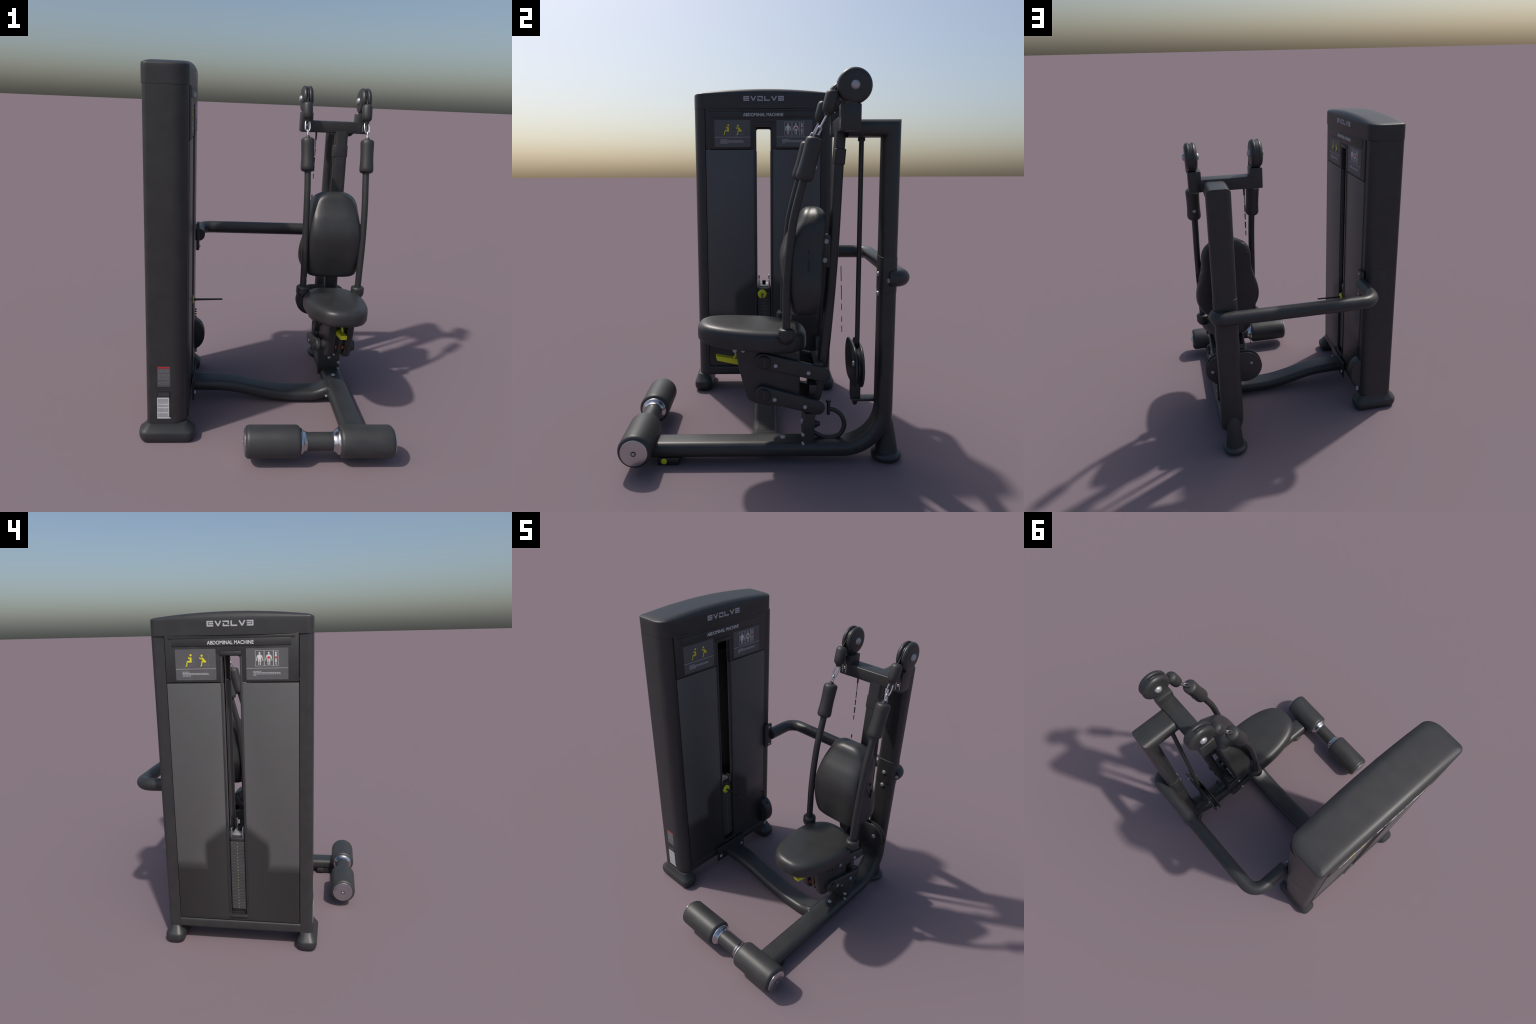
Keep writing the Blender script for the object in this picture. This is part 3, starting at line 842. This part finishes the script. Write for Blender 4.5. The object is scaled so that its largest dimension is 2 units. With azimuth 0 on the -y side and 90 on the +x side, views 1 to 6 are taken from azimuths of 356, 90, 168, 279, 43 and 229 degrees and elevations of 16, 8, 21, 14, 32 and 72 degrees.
for s in (1, -1):
    def mx(x): return 0.479 + s * (x - 0.479) - (0.0 if s > 0 else 0.030)
    for up in (True, False):
        p, q = ((-0.004, 0.548), (0.290, 0.476)) if up else ((-0.006, 0.378), (0.268, 0.303))
        xa, xb_ = sorted((mx(0.548), mx(0.579)))
        lk = finish(prism(capsule(p, q, 0.040, 0.036), 'x', xa, xb_, 0.008, 3), "link_arm", M_frame, smooth=45)
        # ribbed pivot cap at the front, dome at the rear
        finish(lathe([(-0.004, 0.033), (0.008, 0.033), (0.011, 0.030), (0.011, 0)], (s, 0, 0), (mx(0.5800), p[0] + 0.004, p[1] - 0.004), 28), "pivot_cap", M_black, lk)
        finish(box((mx(0.5910), p[0] + 0.008, p[1] - 0.004), (0.006, 0.010, 0.054), 0.002, 1), "cap_slot", M_frame, lk)
        finish(rod((mx(0.50), p[0], p[1]), (mx(0.555), p[0], p[1]), 0.030), "pivot_boss", M_frame, lk)
        finish(rod((mx(0.48), q[0], q[1]), (mx(0.555), q[0], q[1]), 0.026), "pivot_boss", M_frame, lk)
        for b in (((0.058, 0.525), (0.220, 0.487)) if up else ((0.053, 0.350), (0.204, 0.311))):
            bolt((mx(0.5785), b[0], b[1]), (s, 0, 0), 1.2, lk)
# stop block between lower links and the post
finish(box((0.468, 0.245, 0.39), (0.17, 0.04, 0.05), 0.006), "link_yoke", M_frame)
finish(box((0.468, 0.27, 0.51), (0.19, 0.05, 0.05), 0.006), "link_yoke", M_frame)

# damper hose behind the post
hose = finish(sweep(spline([(0.50, 0.330, 0.268), (0.50, 0.365, 0.258), (0.50, 0.398, 0.228), (0.50, 0.412, 0.178), (0.50, 0.392, 0.130), (0.50, 0.35, 0.112), (0.50, 0.30, 0.118), (0.50, 0.25, 0.145)], 6),
                    circle(0.012, 14), (1, 0, 0)), "curved_hose", M_frame, smooth=50)
finish(rod((0.50, 0.330, 0.236), (0.50, 0.330, 0.305), 0.009), "hose_pin", M_frame, hose)
finish(lathe([(0, 0.0), (0, 0.013), (0.012, 0.013), (0.012, 0)], (0, 0, 1), (0.50, 0.330, 0.303), 16), "pin_head", M_frame, hose)
finish(lathe([(0, 0.0), (0, 0.022), (0.012, 0.022), (0.025, 0.014), (0.035, 0.012), (0.035, 0)], (0, 1, 0), (0.50, 0.252, 0.187), 18), "post_knob", M_black, hose)

# --------------------------------------------- rear pulley guard and tie rod
gx0, gx1, gz, gr = 0.388, 0.536, 0.505, 0.105
out = capsule((gx0, gz - 0.003), (gx1, gz + 0.003), gr, gr, 18)
g = finish(prism(out, 'y', 0.443, 0.453, 0.003), "pulley_side_plate", M_frame, smooth=40)
finish(prism(out, 'y', 0.477, 0.487, 0.003), "pulley_side_plate", M_frame, g, smooth=40)
for x in (gx0, gx1):
    finish(lathe([(-0.012, 0.0), (-0.012, 0.092), (-0.004, 0.084), (0.004, 0.084), (0.012, 0.092), (0.012, 0)], (0, 1, 0), (x, 0.465, gz), 36), "cable_pulley", M_black, g)
bolt((0.572, 0.443, 0.532), (0, -1, 0), 1.5, g)
bolt((0.60, 0.487, 0.50), (0, 1, 0), 1.2, g)
bolt((0.352, 0.487, 0.53), (0, 1, 0), 1.0, g)
finish(rod((0.466, 0.476, 1.64), (0.487, 0.472, 0.60), 0.0120), "tie_rod", M_frame)
finish(rod((0.466, 0.476, 1.645), (0.4665, 0.476, 1.612), 0.0175), "rod_socket", M_frame)
finish(box((0.465, 0.47, 0.375), (0.05, 0.05, 0.12), 0.006), "pulley_bracket", M_frame, g)
finish(box((0.468, 0.515, 0.310), (0.06, 0.13, 0.014), 0.003), "pulley_bracket", M_frame, g)
finish(lathe([(0, 0), (0, 0.010), (0.02, 0.016), (0.03, 0.026), (0.035, 0.026), (0.035, 0)], (0, 0, 1), (0.468, 0.470, 0.277), 20), "bracket_nut", M_frame, g)

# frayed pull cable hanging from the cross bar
bm = bmesh.new()
for z0, z1, r in ((1.655, 1.60, 0.006), (1.60, 1.55, 0.0025), (1.545, 1.50, 0.003), (1.49, 1.455, 0.0035), (1.44, 1.40, 0.004), (1.385, 1.355, 0.003), (1.25, 1.225, 0.004)):
    absorb(bm, rod((0.335, 0.397, z0), (0.335, 0.397, z1), r, 8, r * 0.8))
for z0, z1 in ((0.98, 0.90), (0.88, 0.80), (0.78, 0.745), (0.71, 0.68), (0.66, 0.625)):
    absorb(bm, rod((0.34, 0.405 + (0.98 - z0) * 0.03, z0), (0.34, 0.405 + (0.98 - z1) * 0.03, z1), 0.002, 8))
finish(bm, "pull_cable", M_black)["kind"] = "stuff"

# -------------------------------------------------------------- foot rollers
RY, RZ = -0.632, 0.122
ax = finish(rod((-0.09, RY, RZ), (0.66, RY, RZ), 0.0475, 36), "roller_axle", M_foam)
def foam(x0, x1):
    L = x1 - x0; R = 0.0845; r = 0.022
    prof = [(0.0, 0.0), (0.0, R - r)]
    prof += [(r - r * math.cos(a), R - r + r * math.sin(a)) for a in np.linspace(0.2, math.pi / 2, 6)]
    prof += [(L / 3, R), (2 * L / 3, R)]
    prof += [(L - r + r * math.sin(a), R - r + r * math.cos(a)) for a in np.linspace(0, math.pi / 2 - 0.2, 6)]
    prof += [(L, R - r), (L, 0.0)]
    return lathe(prof, (1, 0, 0), (x0, RY, RZ), 56)
for x0, x1, outer, inner in ((-0.106, 0.182, -1, 1), (0.384, 0.674, 1, -1)):
    rl = finish(foam(x0, x1), "foam_roller", M_foam, smooth=50)
    xo = x0 if outer < 0 else x1
    finish(lathe([(-0.01, 0.066), (0.002, 0.067), (0.004, 0.0655), (0.0065, 0.050), (0.0082, 0.025), (0.0085, 0.0)], (outer, 0, 0), (xo, RY, RZ), 48), "end_cap", M_chrome, rl, smooth=30)
    finish(lathe([(0.0, 0.013), (0.0096, 0.013), (0.0096, 0.009), (0.009, 0.009), (0.009, 0)], (outer, 0, 0), (xo, RY, RZ), 24), "cap_ring", M_black, rl)
    finish(lathe([(0.0, 0.0085), (0.0105, 0.0085), (0.0115, 0.005), (0.0115, 0)], (outer, 0, 0), (xo, RY, RZ), 18), "cap_bolt", M_bolt, rl)
    xi = x1 if inner > 0 else x0
    finish(lathe([(-0.01, 0.068), (0.004, 0.068), (0.008, 0.066), (0.012, 0.062), (0.022, 0.053), (0.028, 0.051), (0.032, 0.050), (0.032, 0.047)], (inner, 0, 0), (xi, RY, RZ), 48), "chrome_collar", M_chrome, rl, smooth=30)
